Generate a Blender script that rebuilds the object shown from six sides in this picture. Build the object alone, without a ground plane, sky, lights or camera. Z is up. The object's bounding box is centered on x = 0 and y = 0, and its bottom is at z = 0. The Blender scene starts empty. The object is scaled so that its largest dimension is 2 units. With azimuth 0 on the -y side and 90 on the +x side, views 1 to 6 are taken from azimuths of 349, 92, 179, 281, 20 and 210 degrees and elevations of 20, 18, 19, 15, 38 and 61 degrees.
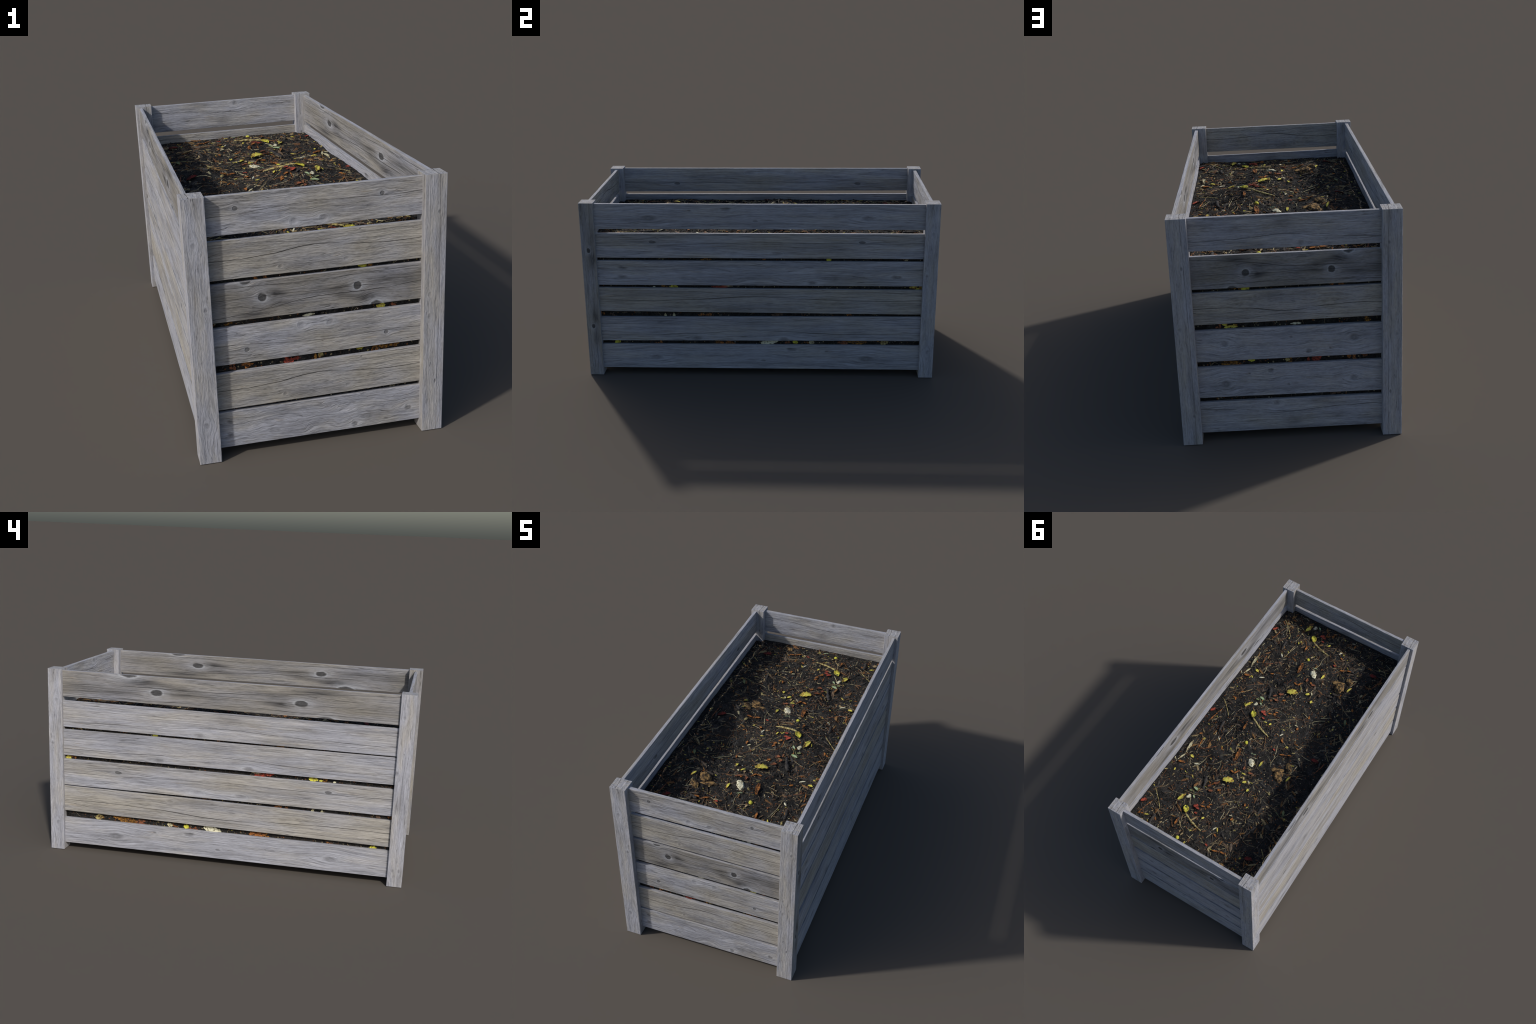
"""Weathered timber raised bed: four square posts, six boards on every side, heaped dark
compost with scattered leaves, twigs, bark and crumbs.  Built in metres, z up."""
import bpy, math, random
import numpy as np
from mathutils import Vector, Matrix, noise as mnoise

rng = random.Random(7)
mnoise.seed_set(3)
COL = bpy.context.scene.collection

# ------------------------------------------------------------------ sizes
POST_X0, POST_X1 = 0.400, 0.4838      # post section, inner / outer face
POST_Y0, POST_Y1 = 0.9200, 0.9995
POST_H = 1.0398
BOARD_X0, BOARD_X1 = 0.448, 0.466     # long boards: inner / outer face
BOARD_Y0, BOARD_Y1 = 0.951, 0.969     # end boards
SOIL_X, SOIL_Y, SOIL_Z0 = 0.4462, 0.9490, 0.047
PERIOD = 0.7545                       # the litter pattern repeats along the bed


# ------------------------------------------------------------------ shader node helper
class Net:
    def __init__(self, name):
        self.mat = bpy.data.materials.new(name)
        self.mat.use_nodes = True
        self.nt = self.mat.node_tree
        self.nt.nodes.clear()
        self.out = self.nt.nodes.new("ShaderNodeOutputMaterial")
        self.bsdf = self.nt.nodes.new("ShaderNodeBsdfPrincipled")
        self.nt.links.new(self.bsdf.outputs[0], self.out.inputs[0])

    def put(self, sock, val):
        if isinstance(val, bpy.types.NodeSocket):
            self.nt.links.new(val, sock)
        else:
            if hasattr(sock.default_value, "__len__") and len(sock.default_value) == 4 and len(val) == 3:
                val = (*val, 1.0)
            sock.default_value = val

    def m(self, op, a, b=0.0, c=0.0, clamp=False):
        n = self.nt.nodes.new("ShaderNodeMath")
        n.operation, n.use_clamp = op, clamp
        for s, v in zip(n.inputs, (a, b, c)):
            self.put(s, v)
        return n.outputs[0]

    def add(self, a, b): return self.m("ADD", a, b)
    def sub(self, a, b): return self.m("SUBTRACT", a, b)
    def mul(self, a, b): return self.m("MULTIPLY", a, b)

    def xyz(self, x, y, z=0.0):
        n = self.nt.nodes.new("ShaderNodeCombineXYZ")
        for s, v in zip(n.inputs, (x, y, z)):
            self.put(s, v)
        return n.outputs[0]

    def split(self, v):
        n = self.nt.nodes.new("ShaderNodeSeparateXYZ")
        self.put(n.inputs[0], v)
        return n.outputs

    def coords(self, which):
        if not hasattr(self, "tc"):
            self.tc = self.nt.nodes.new("ShaderNodeTexCoord")
        return self.tc.outputs[which]

    def noise(self, vec, scale=1.0, detail=3.0, rough=0.55, dist=0.0):
        n = self.nt.nodes.new("ShaderNodeTexNoise")
        self.put(n.inputs["Vector"], vec)
        n.inputs["Scale"].default_value = scale
        n.inputs["Detail"].default_value = detail
        n.inputs["Roughness"].default_value = rough
        n.inputs["Distortion"].default_value = dist
        return n.outputs[0]

    def voronoi(self, vec, scale, feature="F1"):
        n = self.nt.nodes.new("ShaderNodeTexVoronoi")
        n.feature = feature
        self.put(n.inputs["Vector"], vec)
        n.inputs["Scale"].default_value = scale
        return n.outputs

    def ramp(self, fac, stops, interp="LINEAR"):
        n = self.nt.nodes.new("ShaderNodeValToRGB")
        n.color_ramp.interpolation = interp
        el = n.color_ramp.elements
        while len(el) < len(stops):
            el.new(0.5)
        for e, (p, c) in zip(el, stops):
            e.position = p
            e.color = (c, c, c, 1) if isinstance(c, (int, float)) else (*c, 1)
        self.put(n.inputs[0], fac)
        return n.outputs[0]

    def mix(self, fac, a, b, mode="MIX"):
        n = self.nt.nodes.new("ShaderNodeMix")
        n.data_type, n.blend_type = "RGBA", mode
        self.put(n.inputs[0], fac)
        self.put(n.inputs[6], a)
        self.put(n.inputs[7], b)
        return n.outputs[2]

    def step(self, x, lo, hi):
        n = self.nt.nodes.new("ShaderNodeMapRange")
        n.interpolation_type = "SMOOTHSTEP"
        self.put(n.inputs[0], x)
        n.inputs[1].default_value, n.inputs[2].default_value = lo, hi
        n.inputs[3].default_value, n.inputs[4].default_value = 0.0, 1.0
        return n.outputs[0]

    def finish(self, colour, rough=0.85, height=None, bump=0.4, dist=0.002, spec=0.25):
        self.put(self.bsdf.inputs["Base Color"], colour)
        self.put(self.bsdf.inputs["Roughness"], rough)
        self.bsdf.inputs["Specular IOR Level"].default_value = spec
        if height is not None:
            n = self.nt.nodes.new("ShaderNodeBump")
            n.inputs["Strength"].default_value = bump
            n.inputs["Distance"].default_value = dist
            self.put(n.inputs["Height"], height)
            self.nt.links.new(n.outputs[0], self.bsdf.inputs["Normal"])
        return self.mat


# ------------------------------------------------------------------ weathered wood
# knots: (u, v, radius u, radius v, darkness, pale halo); smudges: (u, v, su, sv, amount)
# cracks: (v at u=0, rise, arch at the middle, half width, darkness); u, v run 0..1 over a face.
KINDS = {
    "knotty": dict(   # dark board with big ringed knots and black smudges
        knots=[(.285, .535, .0180, .100, .92, .48), (.703, .555, .0180, .100, .92, .48),
               (.212, 1.03, .024, .12, .85, .40), (.787, -.03, .026, .125, .85, .8)],
        smudges=[(.338, .53, .034, .16, .80), (.37, .64, .06, .07, .35), (.24, .13, .07, .14, .62), (.645, .47, .044, .14, .72),
                 (.60, .55, .05, .07, .35), (.750, .22, .045, .12, .90), (.70, .30, .05, .07, .45), (.83, .62, .07, .10, .60),
                 (.10, .55, .12, .3, .28), (.40, .30, .06, .10, .4), (.5, .9, .2, .12, .28), (.93, .4, .06, .3, .25)],
        cracks=[(.08, .42, .10, .012, .65), (.60, -.08, .0, .009, .5), (.86, .02, -.05, .008, .45)],
        tone=.77, warm=.66, curl=.13, seed=1.3),
    "fine": dict(     # pale board, two small round knots, two faint rings near the middle
        knots=[(.180, .645, .0105, .055, .62, .25), (.806, .655, .0105, .055, .62, .25),
               (.425, .16, .020, .10, .12, .4), (.55, .17, .020, .10, .12, .4)],
        smudges=[(.5, .45, .08, .3, .07)],
        cracks=[(.48, .14, .08, .010, .45), (.82, .0, .03, .007, .25)],
        tone=1.0, warm=.38, curl=.10, seed=4.7),
    "split": dict(    # brownish board with one long wavy crack
        knots=[(.34, .20, .012, .05, .25, .1), (.63, .22, .013, .055, .30, .1)],
        smudges=[(.5, .80, .07, .16, .22), (.5, .20, .16, .10, .16), (.2, .8, .12, .1, .10)],
        cracks=[(.50, .04, .15, .013, .75), (.90, -.05, -.12, .008, .4)],
        tone=.95, warm=.78, curl=.16, seed=8.1),
    "soft": dict(     # bluish board with broad soft knots
        knots=[(.175, .455, .024, .13, .36, .2), (.824, .46, .024, .13, .36, .2),
               (.402, .80, .018, .075, .52, .1), (.295, .74, .006, .03, .4, 0), (.49, .33, .008, .05, .35, .1)],
        smudges=[(.49, .25, .06, .12, .12)],
        cracks=[(.50, .02, .03, .006, .2)],
        tone=1.0, warm=.12, curl=.20, seed=12.9),
    "curly": dict(    # bluish board with curly figure and dark knots near the ends
        knots=[(.086, .70, .018, .080, .50, .1), (.085, .34, .018, .080, .50, .1),
               (.66, .11, .018, .085, .50, .35), (.913, .36, .018, .08, .50, .3)],
        smudges=[(.5, .5, .06, .25, .14)],
        cracks=[(.60, .0, .0, .005, .15)],
        tone=1.0, warm=.10, curl=.42, seed=17.2),
    "long_crack": dict(
        knots=[(.426, .13, .017, .085, .42, .3)],
        smudges=[(.5, .75, .05, .12, .14), (.3, .9, .2, .1, .08)],
        cracks=[(.24, .06, .16, .009, .62), (.66, .02, .03, .007, .22)],
        tone=1.0, warm=.25, curl=.10, seed=21.5),
    "long_crack_two": dict(
        knots=[(.303, .10, .017, .085, .44, .3), (.572, .10, .017, .085, .44, .3)],
        smudges=[(.45, .75, .05, .12, .14), (.3, .95, .2, .1, .08)],
        cracks=[(.25, .06, .15, .009, .62), (.66, .02, .03, .007, .22)],
        tone=.98, warm=.22, curl=.10, seed=25.5),
    "post_streaky": dict(
        knots=[(.205, .62, .010, .075, .45, .1), (.865, .66, .010, .075, .45, .1),
               (.47, .30, .012, .11, .18, .2), (.555, .28, .012, .11, .18, .2)],
        smudges=[], cracks=[(.70, .0, .03, .022, .40), (.20, .05, .0, .012, .2)],
        tone=.97, warm=.34, curl=.12, seed=31.0),
    "post_soft": dict(
        knots=[(.835, .42, .015, .15, .30, .15), (.60, .74, .012, .11, .34, .2), (.155, .44, .014, .14, .30, .15)],
        smudges=[(.5, .5, .1, .3, .06)], cracks=[(.30, .05, .0, .012, .15)],
        tone=1.02, warm=.22, curl=.30, seed=36.0),
    "post_pair": dict(
        knots=[(.885, .72, .013, .09, .36, .1), (.70, .55, .006, .05, .25, 0), (.60, .93, .016, .12, .40, .2),
               (.085, .28, .013, .09, .40, .1), (.085, .70, .013, .09, .40, .1)],
        smudges=[(.45, .6, .06, .3, .16)], cracks=[(.5, .0, .02, .01, .15)],
        tone=1.0, warm=.22, curl=.26, seed=41.0),
    "post_dark": dict(
        knots=[(.735, .50, .014, .13, .92, .5), (.295, .48, .014, .13, .92, .5)],
        smudges=[(.69, .72, .05, .22, .8), (.35, .7, .05, .22, .75), (.82, .75, .05, .2, .5), (.22, .7, .04, .2, .5)],
        cracks=[(.62, .1, .0, .016, .5), (.25, -.05, .0, .012, .4)],
        tone=.80, warm=.55, curl=.14, seed=45.0),
    "edge": dict(knots=[], smudges=[(.22, .5, .03, .6, .10), (.72, .5, .05, .6, .08)], cracks=[],
                 tone=1.06, warm=.20, curl=.05, seed=52.0),
    "end_grain": dict(knots=[], smudges=[(.2, .5, .5, .2, .06)], cracks=[(.62, .06, .0, .020, .75), (.25, -.03, .0, .012, .25)],
                      tone=1.0, warm=.42, curl=.12, seed=57.0),
}
WOOD = {}


def wood(kind, ua="X", va="Z", fu=False, fv=False, du=0.0):
    key = (kind, ua, va, fu, fv, du)
    if key in WOOD:
        return WOOD[key]
    K = KINDS[kind]
    n = Net("weathered_wood_" + kind)
    g = n.split(n.coords("Generated"))
    u, v = g["XYZ".index(ua)], g["XYZ".index(va)]
    if fu:
        u = n.sub(1.0, u)
    if fv:
        v = n.sub(1.0, v)
    if du:
        u = n.add(u, du)
    seed = K["seed"]
    um = n.m("ABSOLUTE", n.sub(u, 0.5))           # figure is mirrored about the middle
    post = kind.startswith("post")
    fine_u, fine_v = (20.0, 12.0) if post else (13.0, 24.0)
    if kind == "edge":
        fine_u, fine_v = 14.0, 4.0
    if kind == "end_grain":
        fine_u, fine_v = 2.0, 14.0
    # grain lines run round the knots
    vw, keep = v, []
    for ku, kv, ru, rv, dark, halo in K["knots"]:
        du, dv = n.mul(n.sub(u, ku), 1 / ru), n.mul(n.sub(v, kv), 1 / rv)
        d2 = n.add(n.mul(du, du), n.mul(dv, dv))
        pull = n.m("EXPONENT", n.mul(d2, -0.16))
        vw = n.sub(vw, n.mul(n.mul(n.sub(v, kv), pull), 0.80))
        rag = n.noise(n.xyz(n.mul(u, .55 / ru), n.mul(v, .55 / rv), ku * 31), 1.0, 4.0, .6)
        keep.append((n.add(n.m("SQRT", d2), n.mul(n.sub(rag, .5), .75 if dark > .55 else 1.3)), rag, dark, halo))
    wob = n.noise(n.xyz(n.mul(um, 5.0), n.mul(v, 2.4), seed + 3), 1.0, 3.0, .5)
    vw = n.add(vw, n.mul(n.sub(wob, 0.5), K["curl"]))
    fine = n.noise(n.xyz(n.mul(um, fine_u), n.mul(vw, fine_v), seed), 1.0, 4.0, .62)
    mid = n.noise(n.xyz(n.mul(um, fine_u * .28), n.mul(vw, fine_v * .42), seed + 7), 1.0, 3.0, .6)
    low = n.noise(n.xyz(n.mul(u, 4.5), n.mul(v, 1.7), seed + 11), 1.0, 3.0, .5)
    hair = n.noise(n.xyz(n.mul(um, fine_u * .5), n.mul(vw, fine_v * 2.0), seed + 17), 1.0, 2.0, .5)
    val = n.add(n.add(n.mul(fine, .42), n.mul(mid, .34)), n.mul(hair, .24))
    T = K["tone"]
    if post:
        val = n.m("MULTIPLY_ADD", n.sub(val, .5), .72, .515)
    fibre = n.noise(n.xyz(n.mul(um, fine_u * 3.2), n.mul(vw, fine_v * 1.7), seed + 29), 1.0, 5.0, .7)
    val = n.add(n.mul(val, .68 if not post else .76), n.mul(fibre, .32 if not post else .24))
    col = n.ramp(val, [(.36, tuple(T * c for c in (.160, .158, .161))), (.44, tuple(T * c for c in (.300, .298, .303))),
                       (.51, tuple(T * c for c in (.400, .396, .409))), (.58, tuple(T * c for c in (.476, .473, .490))),
                       (.67, tuple(T * c for c in (.585, .582, .600)))])
    # blotches along the board
    blot = n.noise(n.xyz(n.mul(u, 3.2), n.mul(vw, 2.2), seed + 41), 1.0, 4.0, .6)
    col = n.mix(1.0, col, n.ramp(blot, [(.30, .74), (.45, .98), (.56, 1.03), (.72, 1.13)]), "MULTIPLY")
    # bluish weathering against brown
    hue = n.add(n.mul(n.sub(low, .5), 2.5), n.mul(n.sub(mid, .5), .7))
    warm = n.m("ADD", hue, K["warm"], clamp=True)
    col = n.mix(1.0, col, n.mix(warm, (.955, .988, 1.085), (1.03, .985, .87)), "MULTIPLY")
    # ochre flecks
    fleck = n.noise(n.xyz(n.mul(u, 16), n.mul(vw, 14), seed + 23), 1.0, 3.0, .6)
    col = n.mix(n.mul(n.step(fleck, .62, .76), .30), col, (.46, .37, .26))
    # dark hairline checks following the grain
    checks = n.step(hair, .63, .72)
    col = n.mix(n.mul(checks, .45), col, (.11, .105, .10))
    vein = n.noise(n.xyz(n.mul(u, 2.6), n.mul(vw, 7.5), seed + 53), 1.0, 2.0, .5)
    brk = n.noise(n.xyz(n.mul(u, 9.0), n.mul(v, 6.0), seed + 59), 1.0, 3.0, .6)
    vein = n.mul(n.step(n.m("ABSOLUTE", n.sub(vein, .47)), .012, .002), n.step(brk, .46, .60))
    col = n.mix(n.mul(vein, .48), col, (.085, .08, .077))
    height = n.add(n.add(n.mul(fine, .75), n.mul(mid, .45)), n.mul(fibre, .35))
    height = n.sub(n.sub(height, n.mul(checks, .16)), n.mul(vein, .35))
    for su_, sv_, su, sv, amt in K["smudges"]:
        du, dv = n.mul(n.sub(u, su_), 1 / su), n.mul(n.sub(v, sv_), 1 / sv)
        f = n.m("EXPONENT", n.mul(n.add(n.mul(du, du), n.mul(dv, dv)), -0.7))
        f = n.mul(n.mul(f, amt), n.m("MULTIPLY_ADD", n.step(n.add(n.mul(mid, .6), n.mul(fine, .4)), .36, .60), 1.35, .14))
        col = n.mix(n.m("MULTIPLY", f, 1.0, clamp=True), col, (.060, .059, .062))
    for dist, rag, dark, halo in keep:
        if halo:
            h = n.mul(n.mul(n.step(dist, 3.2, 1.4), halo * .75), n.step(rag, .28, .62))
            col = n.mix(n.mul(h, n.add(n.mul(fine, 1.2), .1)), col, (.47, .49, .54))
            ring = n.mul(n.step(n.m("ABSOLUTE", n.sub(dist, 1.20)), .22, .03), halo * .55)
            ring = n.mul(ring, n.step(rag, .30, .55))
            col = n.mix(ring, col, (.50, .53, .58))
        disc = n.step(dist, 1.15, .80 if dark > .55 else .25)
        inner = n.noise(n.xyz(n.mul(dist, 1.6), n.mul(rag, 9.0), seed), 1.0, 4.0, .7)
        col = n.mix(n.m("MULTIPLY", disc, n.mul(dark, n.m("MULTIPLY_ADD", inner, 1.5, .30)), clamp=True), col, (.070, .070, .073))
        height = n.sub(height, n.mul(disc, .35))
    for v0, rise, arch, w, dark in K["cracks"]:
        e = n.mul(n.sub(u, .5), 1 / .17)
        c = n.add(n.add(n.mul(u, rise), v0), n.mul(n.m("EXPONENT", n.mul(n.mul(e, e), -1.0)), arch))
        c = n.add(c, n.mul(n.sub(wob, .5), .10))
        d = n.m("ABSOLUTE", n.sub(v, c))
        br = n.noise(n.xyz(n.mul(u, 7), v0 * 9, seed), 1.0, 3.0)
        width = n.mul(n.m("MULTIPLY_ADD", br, 3.2, -.75), w)
        line = n.m("SUBTRACT", 1.0, n.m("DIVIDE", d, n.m("MAXIMUM", width, .0006)), clamp=True)
        col = n.mix(n.mul(n.m("SQRT", line), dark), col, (.055, .052, .05))
        height = n.sub(height, n.mul(line, .9 * dark))
    WOOD[key] = n.finish(col, .82, height, .95, .0050 if not post else .0036, .2)
    return WOOD[key]


# ------------------------------------------------------------------ timbers
def timber(name, half_t, left, right, length, slots, mats, chamfer=.0012, rings=36, wear=.0006, seed=0.0):
    """A sawn timber along local x. left/right = (bottom, top) height at its ends, thickness +-half_t.
    slots gives the material of the -y, top, +y and bottom faces, then of the two ends."""
    verts, faces, mi = [], [], []
    c = chamfer
    for i in range(rings + 1):
        f = i / rings
        x = -length / 2 + length * f
        b = left[0] + (right[0] - left[0]) * f
        t = left[1] + (right[1] - left[1]) * f
        w = [mnoise.noise(Vector((x * 9, k * 5.3, seed))) * wear for k in range(4)]
        t, b = t + w[0], b + w[1]
        y0, y1 = -half_t + w[2] * .5, half_t + w[3] * .5
        verts += [(x, y0, b + c), (x, y0, t - c), (x, y0 + c, t), (x, y1 - c, t),
                  (x, y1, t - c), (x, y1, b + c), (x, y1 - c, b), (x, y0 + c, b)]
    side = [slots[0], slots[0], slots[1], slots[2], slots[2], slots[2], slots[3], slots[0]]
    for i in range(rings):
        a, b2 = i * 8, (i + 1) * 8
        for k in range(8):
            k2 = (k + 1) % 8
            faces.append((a + k, a + k2, b2 + k2, b2 + k))
            mi.append(side[k])
    faces.append(tuple(range(7, -1, -1)))
    faces.append(tuple(rings * 8 + k for k in range(8)))
    mi += [slots[4], slots[5]]
    me = bpy.data.meshes.new(name)
    me.from_pydata(verts, [], [tuple(reversed(f)) for f in faces])
    for m in mats:
        me.materials.append(m)
    me.polygons.foreach_set("material_index", mi)
    me.update()
    ob = bpy.data.objects.new(name, me)
    COL.objects.link(ob)
    return ob


bed = bpy.data.objects.new("wooden_raised_bed", None)
COL.objects.link(bed)
bed["label"] = "weathered grey slatted wooden raised bed filled with dark compost"
bed["category"] = "raised garden bed"

# board heights, top board first: (bottom, top) at the left end and at the right end seen from outside
SIDES = {
    "front": [((.8880, 1.0320), (.8870, 1.0315)), ((.7205, .8680), (.7166, .8620)), ((.5565, .7045), (.5545, .7010)),
              ((.3855, .5335), (.3832, .5312)), ((.2010, .3500), (.2078, .3575)), ((.0402, .1890), (.0410, .1900))],
    "back": [((.8895, 1.0325), (.8875, 1.0320)), ((.7195, .8655), (.7184, .8640)), ((.5583, .7025), (.5615, .7055)),
             ((.3851, .5308), (.3837, .5295)), ((.2124, .3577), (.2069, .3555)), ((.0401, .1889), (.0390, .1862))],
    "right": [((.8878, 1.0318), (.8878, 1.0318)), ((.7186, .8620), (.7186, .8636)), ((.5552, .7003), (.5564, .7013)),
              ((.3946, .5382), (.3854, .5326)), ((.2107, .3573), (.2215, .3698)), ((.0393, .1885), (.0399, .1912))],
    "left": [((.8877, 1.0325), (.8760, 1.0322)), ((.7175, .8649), (.7105, .8584)), ((.5549, .7015), (.5576, .7040)),
             ((.3820, .5321), (.3863, .5332)), ((.2300, .3776), (.2139, .3613)), ((.0385, .1894), (.0420, .1935))],
}
# look of the outer face (kind, flip u, flip v) and, for the top board, of the inner face
LOOK = {
    "front": [("fine", 0, 0, .018), ("split", 0, 0), ("knotty", 0, 0, .026), ("fine", 0, 1), ("split", 0, 0), ("curly", 0, 0)],
    "back": [("long_crack", 1, 0), ("knotty", 0, 1, -.018), ("split", 0, 1), ("soft", 1, 1), ("soft", 0, 0), ("long_crack", 0, 1)],
    "right": [("soft", 0, 0), ("fine", 0, 0), ("curly", 0, 0), ("split", 0, 0), ("long_crack_two", 0, 0), ("soft", 1, 0)],
    "left": [("knotty", 1, 1), ("long_crack", 0, 0), ("long_crack_two", 0, 0), ("fine", 0, 0), ("split", 0, 1), ("soft", 0, 0)],
}
INNER = {"front": [("split", 0, 0), ("long_crack", 0, 0)], "back": [("long_crack", 0, 1), ("split", 0, 0)],
         "right": [("knotty", 1, 0), ("soft", 0, 0)], "left": [("fine", 0, 1), ("long_crack", 0, 0)]}
SPAN = {"front": .86, "back": .86, "right": 1.88, "left": 1.88}
TURN = {"front": 0, "right": 90, "back": 180, "left": 270}
WHERE = {"front": (0, -(BOARD_Y0 + BOARD_Y1) / 2), "back": (0, (BOARD_Y0 + BOARD_Y1) / 2),
         "right": ((BOARD_X0 + BOARD_X1) / 2, 0), "left": (-(BOARD_X0 + BOARD_X1) / 2, 0)}
edge = wood("edge", "X", "Y")
for s, rows in SIDES.items():
    for r, (lo, hi) in enumerate(rows):
        outer = wood(LOOK[s][r][0], "X", "Z", bool(LOOK[s][r][1]), bool(LOOK[s][r][2]), (*LOOK[s][r], 0.0)[3])
        ik = INNER[s][min(r, 1)]
        inner = wood(ik[0], "X", "Z", bool(ik[1]), bool(ik[2]))
        zc = (lo[0] + hi[1]) / 2
        ob = timber("board", .009, (lo[0] - zc, lo[1] - zc), (hi[0] - zc, hi[1] - zc), SPAN[s],
                    (0, 1, 2, 1, 1, 1), (outer, edge, inner), rings=40 if SPAN[s] < 1 else 70,
                    seed=r * 3.1 + TURN[s])
        ob.location = (*WHERE[s], zc)
        ob.rotation_euler = (0, 0, math.radians(TURN[s]))
        ob.parent = bed

# posts: local x points up, local y to world x, local z to world y
UP = Matrix(((0, 1, 0), (0, 0, 1), (1, 0, 0))).to_4x4()
# (sign x, sign y): look of the faces across x, look of the faces across y
POSTS = {(-1, -1): (("post_pair", 0, 0), ("post_soft", 0, 0)), (1, -1): (("post_dark", 0, 0), ("post_streaky", 0, 0)),
         (1, 1): (("post_soft", 0, 1), ("post_streaky", 1, 1)), (-1, 1): (("post_soft", 0, 0), ("post_streaky", 0, 0))}
for (sx, sy), (kx, ky) in POSTS.items():
    ms = (wood(kx[0], "X", "Z", bool(kx[1]), bool(kx[2])), wood(ky[0], "X", "Y", bool(ky[1]), bool(ky[2])),
          wood("end_grain", "Z", "Y", False, sx * sy > 0))
    hz = (POST_Y1 - POST_Y0) / 2
    ob = timber("post", (POST_X1 - POST_X0) / 2, (-hz, hz), (-hz, hz), POST_H, (0, 1, 0, 1, 2, 2), ms,
                chamfer=.0014, rings=50, wear=.0005, seed=sx * 7 + sy * 3)
    ob.matrix_world = Matrix.Translation((sx * (POST_X0 + POST_X1) / 2, sy * (POST_Y0 + POST_Y1) / 2, POST_H / 2)) @ UP
    ob.parent = bed

# ------------------------------------------------------------------ compost
# heaps and hollows: x, y, radius, height
HEAPS = [(-.27, -.56, .085, .036), (-.27, .10, .078, .046), (.17, -.05, .13, .058), (.05, -.51, .09, .030),
         (-.24, .53, .075, .036), (-.20, .31, .05, -.012), (-.18, -.23, .085, -.036), (-.27, -.43, .055, .012), (.10, .74, .13, .018),
         (.38, -.80, .07, .018), (-.13, -.45, .055, -.012), (.18, -.84, .09, -.012), (-.24, -.75, .055, .016),
         (.38, .40, .07, -.010), (.24, .43, .06, -.024), (.26, -.33, .06, -.016), (-.10, -.85, .06, -.012)]


def ground(x, y):
    z = .822
    for cx, cy, r, h in HEAPS:
        d = ((x - cx) ** 2 + (y - cy) ** 2) / (2 * r * r)
        if d < 9:
            z += h * math.exp(-d)
    return z


def lumps(x, y):
    return (mnoise.noise(Vector((x * 11, y * 11, 8.8))) * .0060 + mnoise.noise(Vector((x * 24, y * 24, 1.7))) * .0060 + mnoise.noise(Vector((x * 60, y * 60, 5.1))) * .0032
            + mnoise.noise(Vector((x * 150, y * 150, 9.3))) * .0018)


def top(x, y):
    edge_d = min(SOIL_X - abs(x), SOIL_Y - abs(y))
    return ground(x, y) + lumps(x, y) * min(1.0, .35 + max(edge_d, 0) * 20)


def normal(x, y, e=.012):
    return Vector((ground(x - e, y) - ground(x + e, y), ground(x, y - e) - ground(x, y + e), 2 * e)).normalized()


def soil_material():
    n = Net("dark_compost")
    p = n.coords("Object")
    a = n.noise(p, 26, 6, .68)
    b = n.noise(p, 130, 3, .6)
    big = n.noise(p, 7, 3, .5)
    c = n.ramp(n.add(n.mul(a, .55), n.mul(b, .45)),
               [(.33, (.006, .006, .006)), (.47, (.0170, .0167, .0165)), (.57, (.034, .0335, .033)), (.71, (.085, .080, .074))])
    c = n.mix(n.mul(n.step(big, .50, .68), .45), c, (.040, .034, .029))
    mott = n.noise(n.xyz(*[n.mul(o, k) for o, k in zip(n.split(p), (30, 55, 30))]), 1.0, 4, .7, 1.5)
    c = n.mix(n.mul(n.step(mott, .58, .70), .40), c, (.075, .056, .042))
    # tiny stuck flecks: rust and pale straw, drawn out by a stretched lookup
    s = n.xyz(*[n.add(o, n.mul(n.sub(a, .5), .02)) for o in n.split(p)])
    vo = n.voronoi(s, 95)
    pick = n.split(vo["Color"])
    near = n.step(vo["Distance"], .42, .22)
    c = n.mix(n.mul(near, n.step(pick[0], .86, .88)), c, (.20, .075, .025))
    c = n.mix(n.mul(near, n.step(pick[1], .93, .94)), c, (.30, .25, .15))
    c = n.mix(n.mul(n.step(vo["Distance"], .25, .12), n.step(pick[2], .955, .96)), c, (.55, .54, .50))
    return n.finish(c, .95, n.add(n.mul(a, .7), n.mul(b, .5)), .9, .006, .12)


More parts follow.
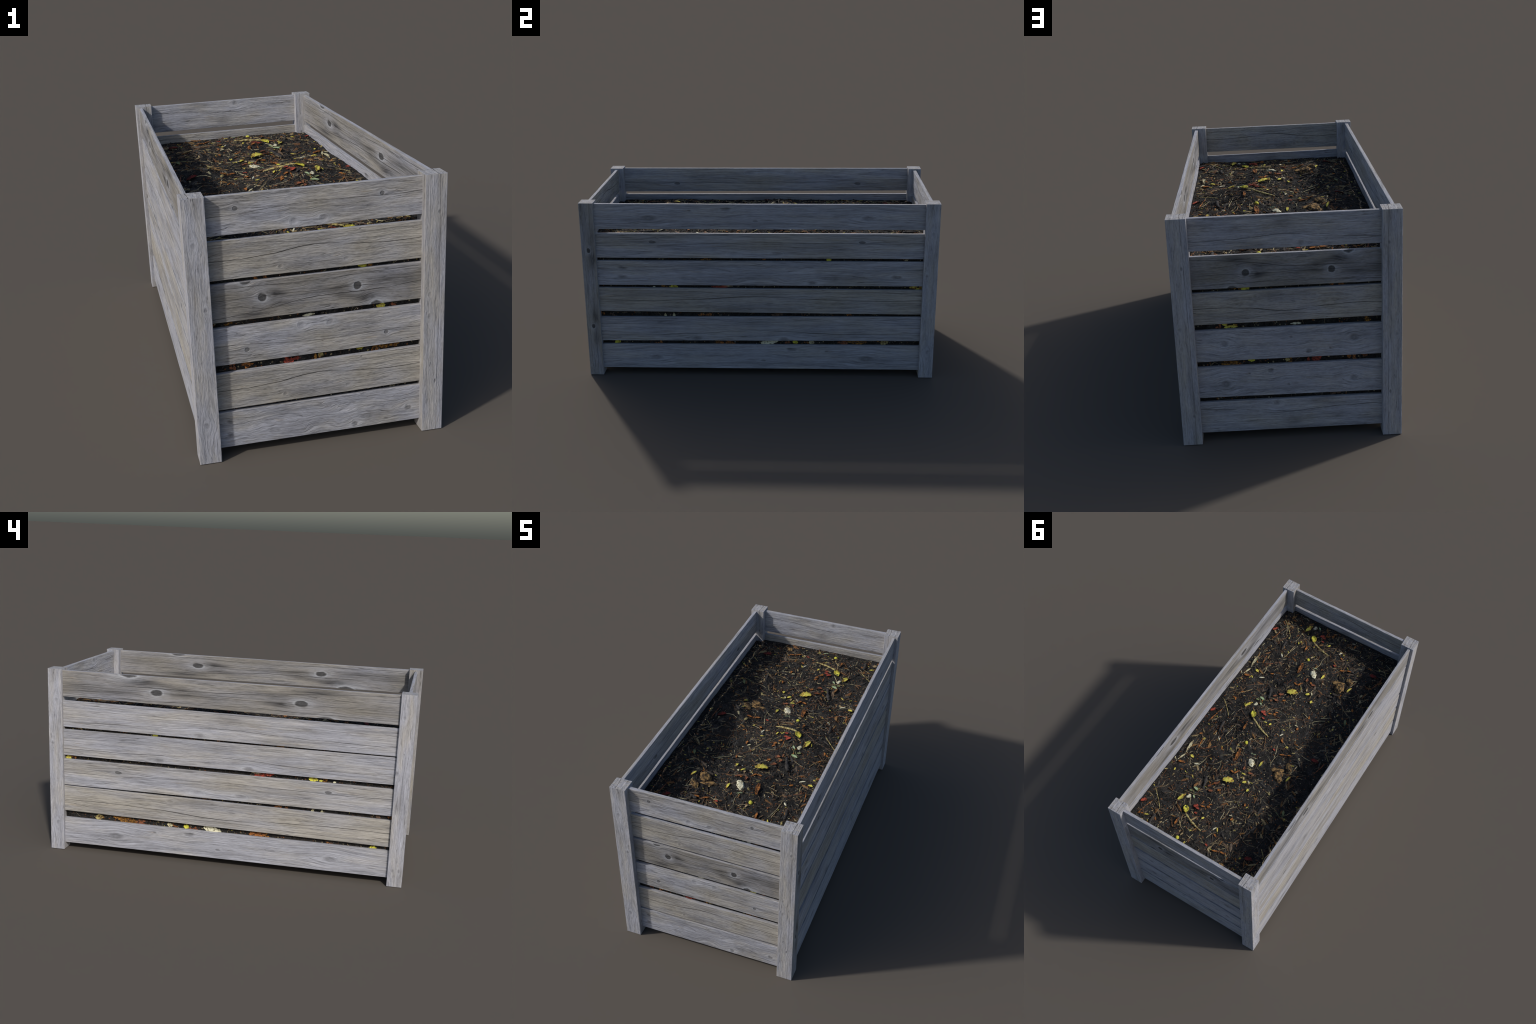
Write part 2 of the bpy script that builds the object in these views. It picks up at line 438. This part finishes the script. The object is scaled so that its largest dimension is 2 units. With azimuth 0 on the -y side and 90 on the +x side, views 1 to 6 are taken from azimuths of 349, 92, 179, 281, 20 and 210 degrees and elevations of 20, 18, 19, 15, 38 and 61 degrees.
def build_soil():
    nx, ny, nz = 180, 380, 60
    xs = np.linspace(-SOIL_X, SOIL_X, nx + 1)
    ys = np.linspace(-SOIL_Y, SOIL_Y, ny + 1)
    verts, faces = [], []
    for y in ys:
        for x in xs:
            verts.append((x, y, top(x, y)))
    idx = lambda i, j: j * (nx + 1) + i
    for j in range(ny):
        for i in range(nx):
            faces.append((idx(i, j), idx(i + 1, j), idx(i + 1, j + 1), idx(i, j + 1)))
    # rim walked anticlockwise, walls dropped from it, roughened inward
    rim = [idx(i, 0) for i in range(nx)] + [idx(nx, j) for j in range(ny)] \
        + [idx(i, ny) for i in range(nx, 0, -1)] + [idx(0, j) for j in range(ny, 0, -1)]
    prev = rim
    for k in range(1, nz + 1):
        row = []
        f = k / nz
        for r in rim:
            x, y, zt = verts[r]
            z = zt + (SOIL_Z0 - zt) * f
            inset = .0030 * abs(mnoise.noise(Vector((x * 45, y * 45, z * 45)))) + .0018 * abs(mnoise.noise(Vector((x * 120, y * 120, z * 120))))
            row.append(len(verts))
            verts.append((x * (1 - inset / SOIL_X), y * (1 - inset / SOIL_Y), z))
        n = len(rim)
        for a in range(n):
            b = (a + 1) % n
            faces.append((prev[b], prev[a], row[a], row[b]))
        prev = row
    faces.append(tuple(reversed(prev)))
    me = bpy.data.meshes.new("compost")
    me.from_pydata(verts, [], faces)
    me.materials.append(soil_material())
    me.polygons.foreach_set("use_smooth", [True] * len(me.polygons))
    me.update()
    ob = bpy.data.objects.new("compost", me)
    COL.objects.link(ob)
    ob.parent = bed
    return ob


soil = build_soil()

# ------------------------------------------------------------------ litter materials
PAINT = {  # main colour, second colour, spot scale, share of second colour
    "yellow": ((.62, .57, .10), (.30, .15, .04), 75, .42), "white": ((.66, .64, .48), (.12, .10, .05), 80, .34),
    "orange": ((.38, .145, .035), (.085, .040, .020), 110, .55), "rust": ((.26, .095, .045), (.065, .034, .022), 90, .5),
    "brown": ((.115, .072, .048), (.050, .036, .027), 90, .5), "tan": ((.40, .31, .17), (.10, .065, .040), 90, .5),
    "pale": ((.52, .49, .32), (.20, .15, .08), 90, .45), "red": ((.38, .070, .042), (.13, .030, .020), 90, .52),
    "dark_red": ((.17, .022, .018), (.06, .015, .012), 90, .5), "green": ((.21, .24, .11), (.09, .10, .05), 90, .5),
    "pale_green": ((.36, .46, .28), (.17, .22, .09), 70, .45), "gray": ((.050, .046, .044), (.022, .021, .021), 70, .5),
    "clod": ((.32, .195, .075), (.055, .036, .022), 60, .56), "stick": ((.42, .36, .15), (.13, .085, .04), 80, .5),
    "apple": ((.60, .58, .07), (.26, .20, .03), 60, .42), "gold": ((.36, .17, .03), (.06, .032, .016), 120, .58),
}
LITTER = {}


def paint(name):
    if name not in LITTER:
        a, b, sc, share = PAINT[name]
        n = Net("litter_" + name)
        p = n.coords("Object")
        f = n.noise(p, sc, 4, .6)
        fleck = n.noise(p, sc * 3.2, 2, .5)
        c = n.mix(n.step(f, .66 - share * .42, .80 - share * .42), a, b)
        c = n.mix(n.mul(n.step(fleck, .64, .72), .7), c, (.03, .022, .016))
        LITTER[name] = n.finish(c, .75, n.add(f, n.mul(fleck, .4)), .5, .002, .25)
    return LITTER[name]


def mixed(name, colours):
    """Every loose island of a joined mesh takes one of the colours."""
    n = Net("litter_mix_" + name)
    geo = n.nt.nodes.new("ShaderNodeNewGeometry")
    k = len(colours)
    c = n.ramp(geo.outputs["Random Per Island"], [(i / k, col) for i, col in enumerate(colours)], "CONSTANT")
    f = n.noise(n.coords("Object"), 210, 3, .6)
    c = n.mix(1.0, c, n.ramp(f, [(.3, .35), (.55, 1.0), (.75, 1.25)]), "MULTIPLY")
    return n.finish(c, .8, f, .4, .0015, .2)


# ------------------------------------------------------------------ litter shapes (local: x along, y across, z out)
def lens(length, width, thick, bend=.0, ragged=.0, n=9, seed=0, blunt=.0):
    """Leaf or flake: a pointed outline domed along and across, with real thickness."""
    r = random.Random(seed)
    V, F = [], []
    cols = 4
    tops, bots = [], []
    for i in range(n + 1):
        f = i / n
        w = width / 2 * (max(0.0, math.sin(math.pi * min(1, max(0, f)))) ** (.75 - .45 * blunt))
        w = max(w, width * (.02 + .22 * blunt))
        wl, wr = w * (1 - ragged * r.random()), w * (1 - ragged * r.random())
        x = (f - .5) * length
        tr, br = [], []
        for j in range(cols + 1):
            g = j / cols * 2 - 1
            y = g * (wl if g < 0 else wr)
            z = bend * length * math.sin(math.pi * f) + width * .16 * (abs(g) ** 1.5) * (1 if bend >= 0 else -1) + r.uniform(-.1, .1) * thick
            tr.append(len(V)); V.append((x, y, z + thick / 2))
            br.append(len(V)); V.append((x, y, z - thick / 2))
        tops.append(tr); bots.append(br)
    for i in range(n):
        for j in range(cols):
            F.append((tops[i][j], tops[i + 1][j], tops[i + 1][j + 1], tops[i][j + 1]))
            F.append((bots[i][j], bots[i][j + 1], bots[i + 1][j + 1], bots[i + 1][j]))
        F.append((tops[i][0], bots[i][0], bots[i + 1][0], tops[i + 1][0]))
        F.append((tops[i][cols], tops[i + 1][cols], bots[i + 1][cols], bots[i][cols]))
    for i in (0, n):
        for j in range(cols):
            q = (tops[i][j], tops[i][j + 1], bots[i][j + 1], bots[i][j])
            F.append(q if i == 0 else tuple(reversed(q)))
    return V, F


def blob(lx, ly, lz, rough=.25, seed=0, rings=9, segs=12, fine=.0):
    """Clod, fruit or crumb: a lumpy closed ellipsoid."""
    V, F = [(0, 0, lz / 2)], []
    for i in range(1, rings):
        t = math.pi * i / rings
        for k in range(segs):
            p = 2 * math.pi * k / segs
            d = Vector((math.sin(t) * math.cos(p), math.sin(t) * math.sin(p), math.cos(t)))
            s = 1 + rough * (mnoise.noise(d * 1.6 + Vector((seed * 3.7, 0, 0))) + .5 * mnoise.noise(d * 4 + Vector((0, seed * 2.3, 0))))
            if fine:
                s += fine * mnoise.noise(Vector((d.x * 5, d.y * 14, d.z * 14 + seed)))
            V.append((d.x * lx / 2 * s, d.y * ly / 2 * s, d.z * lz / 2 * s))
    V.append((0, 0, -lz / 2))
    for k in range(segs):
        F.append((0, 1 + k, 1 + (k + 1) % segs))
        for i in range(rings - 2):
            a, b = 1 + i * segs, 1 + (i + 1) * segs
            F.append((a + k, b + k, b + (k + 1) % segs, a + (k + 1) % segs))
        last = 1 + (rings - 2) * segs
        F.append((len(V) - 1, last + (k + 1) % segs, last + k))
    return V, F


def tube(points, radius, sides=6, taper=.35, knobs=.15, seed=0, flat=1.0):
    """Stick or twig swept along points."""
    r = random.Random(seed)
    V, F = [], []
    n = len(points)
    for i, p in enumerate(points):
        a, b = points[max(0, i - 1)], points[min(n - 1, i + 1)]
        t = (Vector(b) - Vector(a)).normalized()
        sidev = t.cross(Vector((0, 0, 1)))
        sidev = sidev.normalized() if sidev.length > 1e-4 else Vector((1, 0, 0))
        upv = sidev.cross(t)
        f = i / (n - 1)
        rad = radius * (1 - taper * f) * (1 + knobs * r.uniform(-1, 1))
        if i in (0, n - 1):
            rad *= .75
        for k in range(sides):
            q = 2 * math.pi * k / sides
            V.append(tuple(Vector(p) + sidev * math.cos(q) * rad + upv * math.sin(q) * rad * flat))
    for i in range(n - 1):
        for k in range(sides):
            k2 = (k + 1) % sides
            F.append((i * sides + k, i * sides + k2, (i + 1) * sides + k2, (i + 1) * sides + k))
    F.append(tuple(range(sides - 1, -1, -1)))
    F.append(tuple((n - 1) * sides + k for k in range(sides)))
    return V, F


def as_object(name, V, F, mat, smooth=True):
    me = bpy.data.meshes.new(name)
    me.from_pydata([tuple(v) for v in V], [], F)
    me.materials.append(mat)
    if smooth:
        me.polygons.foreach_set("use_smooth", [True] * len(me.polygons))
    me.update()
    ob = bpy.data.objects.new(name, me)
    COL.objects.link(ob)
    ob.parent = soil
    return ob


def seat(x, y, angle, lift=0.0, tilt=(0, 0)):
    """Frame on the compost surface: x along the angle, z out of the heap."""
    nz = normal(x, y)
    d = Vector((math.cos(angle), math.sin(angle), 0))
    ax = (d - nz * d.dot(nz)).normalized()
    ay = nz.cross(ax)
    m = Matrix((ax, ay, nz)).transposed().to_4x4()
    m = m @ Matrix.Rotation(tilt[0], 4, "X") @ Matrix.Rotation(tilt[1], 4, "Y")
    m.translation = Vector((x, y, top(x, y))) + nz * lift
    return m


def wind(x, y, length, angle, bow=.0, n=7, lift=.0, wob=.0, seed=0):
    """Points along the heap surface for a stick lying on it."""
    r = random.Random(seed)
    out = []
    for i in range(n):
        f = i / (n - 1) - .5
        px = x + math.cos(angle) * f * length - math.sin(angle) * (bow * length * (1 - 4 * f * f) + wob * length * r.uniform(-1, 1))
        py = y + math.sin(angle) * f * length + math.cos(angle) * (bow * length * (1 - 4 * f * f) + wob * length * r.uniform(-1, 1))
        out.append((px, py, top(max(-.44, min(.44, px)), max(-.94, min(.94, py))) * .35 + ground(px, py) * .65 + lift))
    return out


# ------------------------------------------------------------------ the pieces one can tell apart, one period of them
# kind, shape, paint, x, y, length, heading in degrees, width
PIECES = [
    ("yellow_leaf", "leaf", "yellow", .066, -.354, .072, -157, .044), ("white_scrap", "scrap", "white", .018, .214, .060, 124, .038),
    ("bark_chip", "chip", "orange", .113, .215, .087, -82, .028), ("fruit", "blob", "apple", .111, .120, .024, 120, .022),
    ("stick", "stick", "stick", .087, -.009, .150, 160, .0150), ("yellow_leaf", "leaf", "apple", .171, -.058, .054, 122, .034),
    ("twig", "twig", "brown", .186, -.017, .187, 152, .0058), ("twig", "twig", "pale", .241, .102, .102, -104, .0050),
    ("twig", "twig", "tan", .251, .089, .059, -100, .0060), ("pale_scrap", "blob", "white", .278, .178, .028, 130, .010),
    ("twig", "twig", "pale_green", .034, .160, .034, -165, .0055), ("leaf", "leaf", "yellow", -.042, .192, .047, -97, .0135),
    ("leaf", "leaf", "red", -.059, .070, .021, 156, .0125), ("bark_chip", "chip", "orange", .077, .331, .034, 165, .0150),
    ("bark_chip", "chip", "orange", .053, .320, .043, -121, .0125), ("bark_chip", "chip", "rust", -.022, .284, .035, -169, .0160),
    ("bark_chip", "chip", "rust", .028, .273, .026, -87, .0200), ("leaf", "leaf", "yellow", -.023, .355, .030, -144, .0175),
    ("leaf", "leaf", "pale", -.045, .342, .024, 130, .0105), ("leaf", "leaf", "tan", -.006, .334, .022, -82, .0155),
    ("twig", "twig", "pale", .030, .344, .050, 132, .0055), ("bark_chip", "chip", "orange", .171, .040, .052, -89, .0150),
    ("twig", "twig", "rust", .126, .339, .043, -108, .0048), ("peel", "leaf", "yellow", .239, -.110, .062, -110, .0260),
    ("pale_scrap", "scrap", "white", .208, -.141, .032, -106, .0190), ("stem", "twig", "green", .199, -.178, .082, 125, .0050),
    ("leaf", "leaf", "pale_green", .200, -.206, .041, 159, .0180), ("leaf", "leaf", "green", .218, -.181, .022, -168, .0150),
    ("leaf", "leaf", "pale_green", .180, -.155, .025, 137, .0105), ("red_leaf", "leaf", "red", .130, -.105, .033, -148, .0240),
    ("red_leaf", "leaf", "red", .113, -.095, .028, 173, .0135), ("red_leaf", "leaf", "red", .106, -.065, .022, 169, .0130),
    ("bark_chip", "chip", "orange", .092, -.122, .026, -160, .0130), ("bark_chip", "blob", "orange", .068, -.142, .022, -146, .0190),
    ("bark_chip", "chip", "orange", .065, -.162, .020, -153, .0095), ("twig", "twig", "orange", .111, -.136, .057, -88, .0065),
    ("brown_leaf", "leaf", "rust", .142, -.268, .028, -131, .0160), ("brown_leaf", "leaf", "rust", .115, -.303, .037, -159, .0200),
    ("brown_leaf", "leaf", "rust", .118, -.242, .032, -172, .0200), ("bark_chip", "chip", "orange", .077, -.273, .022, -156, .0190),
    ("leaf", "leaf", "yellow", .052, -.061, .020, -122, .0130), ("pale_chip", "chip", "white", -.042, -.043, .027, -115, .0075),
    ("bark_chip", "chip", "orange", -.069, -.008, .022, 146, .0140), ("twig", "twig", "brown", .029, -.054, .057, -149, .0045),
    ("twig", "twig", "tan", .051, .080, .057, 175, .0056), ("leaf", "leaf", "tan", .099, .089, .026, -113, .0105),
    ("twig", "twig", "white", -.129, -.176, .049, -179, .0050), ("pale_chip", "chip", "pale", -.079, -.162, .022, -166, .0070),
    ("clod", "clod", "clod", -.178, .214, .084, 133, .0640), ("clod", "clod", "clod", -.147, .182, .086, -170, .0340),
    ("clod", "clod", "clod", -.210, .139, .062, 129, .0360), ("twig", "twig", "pale", -.241, .145, .070, 78, .0042),
    ("leaf", "leaf", "yellow", -.243, .203, .044, -111, .0120), ("bark_chip", "chip", "orange", -.125, .075, .048, -159, .0110),
    ("bark_chip", "chip", "orange", -.166, .063, .030, -180, .0130), ("twig", "twig", "rust", -.362, .049, .122, 79, .0075),
    ("red_leaf", "leaf", "dark_red", -.315, .016, .052, -165, .0260), ("twig", "twig", "stick", -.364, -.059, .061, 135, .0058),
    ("twig", "twig", "green", -.302, -.323, .072, 153, .0060), ("leaf", "leaf", "green", -.334, -.339, .047, 110, .0160),
    ("twig", "twig", "rust", .298, .262, .111, -142, .0085), ("twig", "twig", "stick", .362, -.033, .148, 135, .0072),
    ("red_leaf", "leaf", "red", .424, .019, .041, -131, .0220), ("twig", "twig", "orange", .390, .047, .127, -104, .0090),
    ("leaf", "leaf", "pale", .402, .317, .100, 95, .0165), ("leaf", "leaf", "pale", .406, -.352, .069, 74, .0100),
    ("twig", "twig", "pale", .428, -.322, .040, 142, .0070), ("twig", "twig", "orange", .358, .263, .070, -80, .0085),
    ("bark_chip", "chip", "orange", .387, -.321, .046, -163, .0160), ("leaf", "leaf", "yellow", .353, .366, .028, 164, .0180),
    ("pale_chip", "chip", "white", .301, -.363, .035, -151, .0090), ("dark_stick", "stick", "gray", .185, -.274, .095, 112, .0230),
    ("dark_stick", "stick", "gray", .307, .101, .080, 98, .0170), ("leaf", "leaf", "yellow", -.071, -.362, .022, -96, .0170),
    ("bark_chip", "chip", "orange", -.113, -.268, .021, -76, .0140), ("twig", "twig", "tan", -.192, -.036, .036, -109, .0060),
    ("bark_chip", "chip", "orange", -.097, -.146, .022, -104, .0170),
]
for q, (kind, shape, pnt, x, y, length, head, width) in enumerate(PIECES):
    mesh_ob = None
    for rep in (-1, 0, 1):
        yy = y + rep * PERIOD
        if abs(yy) > SOIL_Y - .02:
            continue
        ang = math.radians(head)
        if shape in ("stick", "twig"):
            fat = width / 2 * (1.0 if shape == "stick" else .9)
            pts = wind(x, yy, length, ang, bow=(.045 if shape == "stick" else .03) * (1 if q % 2 else -1), n=13 if shape == "stick" else 8,
                       lift=fat * .55, wob=.008, seed=q)
            pts = [(min(.440, max(-.440, a)), min(.944, max(-.944, b)), c) for a, b, c in pts]
            V, F = tube(pts, fat, sides=8 if shape == "stick" else 6, taper=.30, knobs=.24, seed=q, flat=.75)
            as_object(kind, V, F, paint(pnt))
            continue
        lift, tilt = .003, (rng.uniform(-.16, .16), rng.uniform(-.12, .12))
        if mesh_ob is None:
            if shape == "leaf":
                V, F = lens(length, width * 1.2, .0016, bend=rng.uniform(.03, .12), ragged=.40, n=12, seed=q, blunt=.30)
            elif shape == "chip":
                V, F = lens(length, width, .0045, bend=.03, ragged=.40, n=8, seed=q, blunt=.9)
            elif shape == "clod":     # half buried, broken and fibrous
                V, F = blob(length, width, width * .42, rough=.45, seed=q, rings=26, segs=36, fine=.12)
            elif shape == "scrap":    # torn, crumpled, low
                V, F = blob(length, width, width * .42, rough=.50, seed=q, rings=20, segs=28, fine=.14)
            else:
                V, F = blob(length, width, width * .70, rough=.34 if pnt != "apple" else .10, seed=q, rings=14, segs=20)
            mesh_ob = ob = as_object(kind, V, F, paint(pnt))
        else:
            ob = mesh_ob.copy()
            COL.objects.link(ob)
        if shape in ("blob", "clod", "scrap"):
            lift = width * {"blob": .15, "clod": .02, "scrap": .04}[shape]
        ob.matrix_world = seat(x, yy, ang, lift + .001, tilt)

# ------------------------------------------------------------------ uncountable litter, joined
class Heap:
    def __init__(self):
        self.V, self.F = [], []

    def put(self, V, F, m=None):
        o = len(self.V)
        self.V += [tuple(m @ Vector(v)) for v in V] if m is not None else [tuple(v) for v in V]
        self.F += [tuple(i + o for i in f) for f in F]

    def done(self, name, mat):
        ob = as_object(name, self.V, self.F, mat, smooth=False)
        ob["kind"] = "stuff"
        return ob


def spot():
    return rng.uniform(-.435, .435), rng.uniform(-.938, .938)


def small_flake(l, w, t, r):
    """Irregular five to seven sided chip with a raised middle."""
    n = r.randint(5, 7)
    ring = []
    for k in range(n):
        a = 2 * math.pi * k / n + r.uniform(-.25, .25)
        s = r.uniform(.65, 1.1)
        ring.append((math.cos(a) * l / 2 * s, math.sin(a) * w / 2 * s, r.uniform(-.12, .12) * w))
    V = [(x, y, z + t / 2) for x, y, z in ring] + [(x, y, z - t / 2) for x, y, z in ring] + [(0, 0, t / 2 + w * .12)]
    F = [(k, (k + 1) % n, 2 * n) for k in range(n)] + [(k, n + k, n + (k + 1) % n, (k + 1) % n) for k in range(n)]
    F.append(tuple(range(2 * n - 1, n - 1, -1)))
    return V, F


chips, straws, shreds, crumbs, grit = Heap(), Heap(), Heap(), Heap(), Heap()


def drift(x, y):
    """Litter gathers in loose groups and leaves bare dark patches."""
    return mnoise.noise(Vector((x * 6, y * 6, 3.3))) + .5 * mnoise.noise(Vector((x * 17, y * 17, 6.1)))


for _ in range(2000):
    x, y = spot()
    if drift(x, y) < rng.uniform(-.6, .35):
        continue
    l = .007 + .026 * rng.random() ** 1.6
    V, F = small_flake(l, l * rng.uniform(.25, .6), rng.uniform(.0012, .0026), rng)
    chips.put(V, F, seat(x, y, rng.uniform(0, 6.28), rng.uniform(.0005, .003), (rng.uniform(-.5, .5), rng.uniform(-.4, .4))))
for k in range(2700):
    x, y = spot()
    if drift(x, y) < rng.uniform(-.9, .35):
        continue
    L = .018 + .090 * rng.random() ** 1.7
    a = rng.gauss(.9, .9) if rng.random() < .4 else rng.uniform(0, 6.28)
    ex, ey = abs(math.cos(a)) * L / 2, abs(math.sin(a)) * L / 2
    if abs(x) + ex > .440 or abs(y) + ey > .942:
        continue
    rad = rng.uniform(.0007, .0015) + .0022 * rng.random() ** 3
    straws.put(*tube(wind(x, y, L, a, rng.uniform(-.14, .14), 4, rad * rng.uniform(.1, 1.3), .03, rng.random()), rad, 4, .4, .25, rng.random()))
for _ in range(1250):      # flat shreds of bark, a few times longer than wide
    x, y = spot()
    if drift(x, y) < rng.uniform(-.7, .5):
        continue
    l = .016 + .050 * rng.random() ** 1.6
    V, F = small_flake(l, l * rng.uniform(.14, .34), rng.uniform(.0018, .0042), rng)
    shreds.put(V, F, seat(x, y, rng.uniform(0, 6.28), rng.uniform(.0005, .003), (rng.uniform(-.5, .5), rng.uniform(-.15, .15))))
for _ in range(5200):
    x, y = spot()
    s = .003 + .008 * rng.random() ** 2.5
    V, F = blob(s * rng.uniform(.8, 1.5), s, s * .8, .5, rng.random() * 50, 4, 6)
    crumbs.put(V, F, seat(x, y, rng.uniform(0, 6.28), s * .1))
for _ in range(420):
    x, y = spot()
    s = rng.uniform(.0018, .0042)
    V, F = blob(s * rng.uniform(1, 2.4), s, s * .7, .4, rng.random() * 50, 4, 6)
    grit.put(V, F, seat(x, y, rng.uniform(0, 6.28), s * .25))

# what shows through the slots: the same mix pressed against the compost's walls
WALL_LONG = [  # place along y, height, paint, length, height of the patch
    (.719, .205, "stick", .035, .030), (.700, .206, "gold", .045, .018), (.566, .203, "gold", .085, .034), (.480, .200, "rust", .05, .026),
    (.300, .203, "pale", .024, .022), (.270, .197, "orange", .03, .012), (.205, .203, "apple", .024, .022), (.055, .203, "white", .078, .032), (.030, .200, "white", .030, .02), (.165, .198, "rust", .04, .015),
    (-.194, .198, "orange", .070, .030), (-.240, .20, "gold", .04, .02), (-.595, .192, "orange", .035, .022), (-.833, .197, "apple", .028, .024),
    (.889, .541, "yellow", .050, .022), (.865, .543, "orange", .03, .014), (-.218, .541, "red", .070, .024), (-.185, .548, "pale", .05, .008),
    (-.487, .543, "apple", .032, .024), (-.515, .541, "yellow", .035, .022), (-.545, .541, "gold", .035, .024), (-.605, .538, "white", .012, .01),
    (-.300, .368, "orange", .032, .022), (-.338, .367, "orange", .032, .018), (-.496, .367, "pale", .012, .028), (-.547, .365, "pale", .012, .028),
    (-.912, .367, "orange", .030, .034), (-.85, .366, "brown", .03, .03), (.10, .37, "brown", .05, .03), (.515, .366, "orange", .03, .02),
    (.392, .708, "apple", .022, .022), (.83, .709, "tan", .022, .014), (.03, .71, "orange", .026, .014), (-.30, .71, "gold", .05, .016)]
WALL_END = [
    (-.236, .706, "orange", .030, .018), (-.190, .708, "orange", .014, .026), (.176, .710, "apple", .028, .018), (.205, .708, "gold", .030, .020),
    (.255, .541, "yellow", .045, .022), (.30, .54, "rust", .02, .02), (-.338, .540, "gold", .040, .018), (-.033, .538, "white", .036, .010),
    (-.326, .366, "rust", .024, .030), (-.275, .364, "orange", .035, .022), (-.106, .366, "red", .046, .034), (-.07, .362, "gray", .03, .03),
    (-.002, .366, "gold", .020, .034), (.008, .370, "stick", .016, .018), (.265, .370, "gold", .070, .022), (.165, .375, "apple", .024, .012),
    (.225, .363, "orange", .020, .016), (-.20, .20, "brown", .04, .02), (.12, .20, "gray", .04, .02)]
wall_of = {}


def press(side, along, z, pnt, l, w, q):
    r = random.Random(q)
    h = wall_of.setdefault(pnt, Heap())
    turn = {"right": Matrix(((0, 0, 1), (1, 0, 0), (0, 1, 0))), "left": Matrix(((0, 0, -1), (-1, 0, 0), (0, 1, 0))),
            "front": Matrix(((1, 0, 0), (0, 0, -1), (0, 1, 0))), "back": Matrix(((-1, 0, 0), (0, 0, 1), (0, 1, 0)))}[side]
    at = {"right": (SOIL_X, along, z), "left": (-SOIL_X, along, z), "front": (along, -SOIL_Y, z), "back": (along, SOIL_Y, z)}[side]
    l, w = l * 1.3, w * 1.35
    n = 1 if pnt in ("white", "apple", "stick", "pale") else max(4, int(l / .009))
    for k in range(n):
        ll, ww = (l, w) if n == 1 else (l * r.uniform(.3, .6), w * r.uniform(.35, .7))
        dx, dz = (0, 0) if n == 1 else (r.uniform(-.4, .4) * l, r.uniform(-.3, .3) * w)
        if ll > .03 or n == 1:
            V, F = lens(ll, ww, .0016, bend=.02, ragged=.5, n=9, seed=q + k, blunt=.6)
        else:
            V, F = small_flake(ll, ww, .0016, r)
        m = turn.to_4x4()
        m.translation = Vector(at) + turn @ Vector((dx, dz, .0002))
        h.put(V, F, m @ Matrix.Rotation(r.uniform(-.25, .25), 4, "Z"))


for q, (a, z, pnt, l, w) in enumerate(WALL_LONG):
    press("right", a, z, pnt, l, w, q * 11)
    press("left", a, z, pnt, l, w, q * 11 + 5)
for q, (a, z, pnt, l, w) in enumerate(WALL_END):
    press("front", a, z, pnt, l, w, 900 + q * 11)
    press("back", a, z, pnt, l, w, 905 + q * 11)
for pnt, h in wall_of.items():
    h.done("pressed_scrap", paint(pnt))
for side in ("right", "left", "front", "back"):
    span = .91 if side in ("right", "left") else .39
    turn = {"right": Matrix(((0, 0, 1), (1, 0, 0), (0, 1, 0))), "left": Matrix(((0, 0, -1), (-1, 0, 0), (0, 1, 0))),
            "front": Matrix(((1, 0, 0), (0, 0, -1), (0, 1, 0))), "back": Matrix(((-1, 0, 0), (0, 0, 1), (0, 1, 0)))}[side]
    for gap in (.710, .545, .371, .200):
        for _ in range(int(150 * span)):
            a, z = rng.uniform(-span, span), gap + rng.uniform(-.018, .018)
            at = {"right": (SOIL_X, a, z), "left": (-SOIL_X, a, z), "front": (a, -SOIL_Y, z), "back": (a, SOIL_Y, z)}[side]
            m = turn.to_4x4()
            m.translation = Vector(at)
            m = m @ Matrix.Rotation(rng.uniform(0, 6.28), 4, "Z")
            if rng.random() < .45:
                L = rng.uniform(.012, .04)
                straws.put(*tube([(-L / 2, 0, 0), (0, L * rng.uniform(-.1, .1), 0), (L / 2, 0, 0)], .0008, 4, .3, .1, 1), m)
            elif rng.random() < .35:
                chips.put(*small_flake(rng.uniform(.004, .012), rng.uniform(.003, .006), .0015, rng), m)
            else:
                s = rng.uniform(.004, .010)
                crumbs.put(*blob(s * 1.3, s, .003, .4, rng.random() * 50, 4, 6), m)

ORANGE, RUST, BROWN = (.34, .130, .030), (.17, .075, .036), (.080, .056, .042)
TAN, STRAW, YELLOW, DULL = (.30, .235, .13), (.46, .41, .25), (.52, .46, .09), (.042, .038, .035)
chips.done("leaf_litter", mixed("chips", [ORANGE, RUST, BROWN, (.20, .085, .030), BROWN, TAN, (.13, .075, .045), DULL, (.26, .19, .09), YELLOW, DULL,
                                          (.18, .11, .06), (.11, .07, .045), (.34, .28, .12), DULL, (.50, .42, .10), (.40, .36, .22), (.08, .07, .06)]))
straws.done("twig_litter", mixed("straws", [BROWN, (.15, .095, .060), TAN, DULL, (.20, .100, .050), STRAW, (.12, .095, .075), (.20, .115, .060), BROWN,
                                            (.16, .14, .11), (.30, .24, .14), (.25, .21, .14), DULL, (.13, .082, .055), (.34, .29, .18)]))
shreds.done("bark_shred", mixed("shreds", [BROWN, (.16, .080, .038), DULL, (.20, .10, .040), (.07, .065, .060), (.16, .11, .07), (.045, .042, .040),
                                           (.22, .12, .045), (.10, .080, .062), (.060, .056, .053), (.30, .23, .12), (.085, .062, .046),
                                           (.050, .047, .045), (.13, .10, .075)]))
crumbs.done("soil_crumb", mixed("crumbs", [(.020, .019, .0185), (.034, .0325, .031), (.014, .013, .0125), (.042, .040, .038),
                                           (.026, .023, .021), (.050, .043, .038), (.019, .018, .018), (.055, .052, .049)]))
grit.done("pale_grit", mixed("grit", [(.50, .48, .40), (.32, .30, .26), (.62, .62, .58), (.22, .21, .19), (.38, .33, .17), (.15, .145, .14)]))
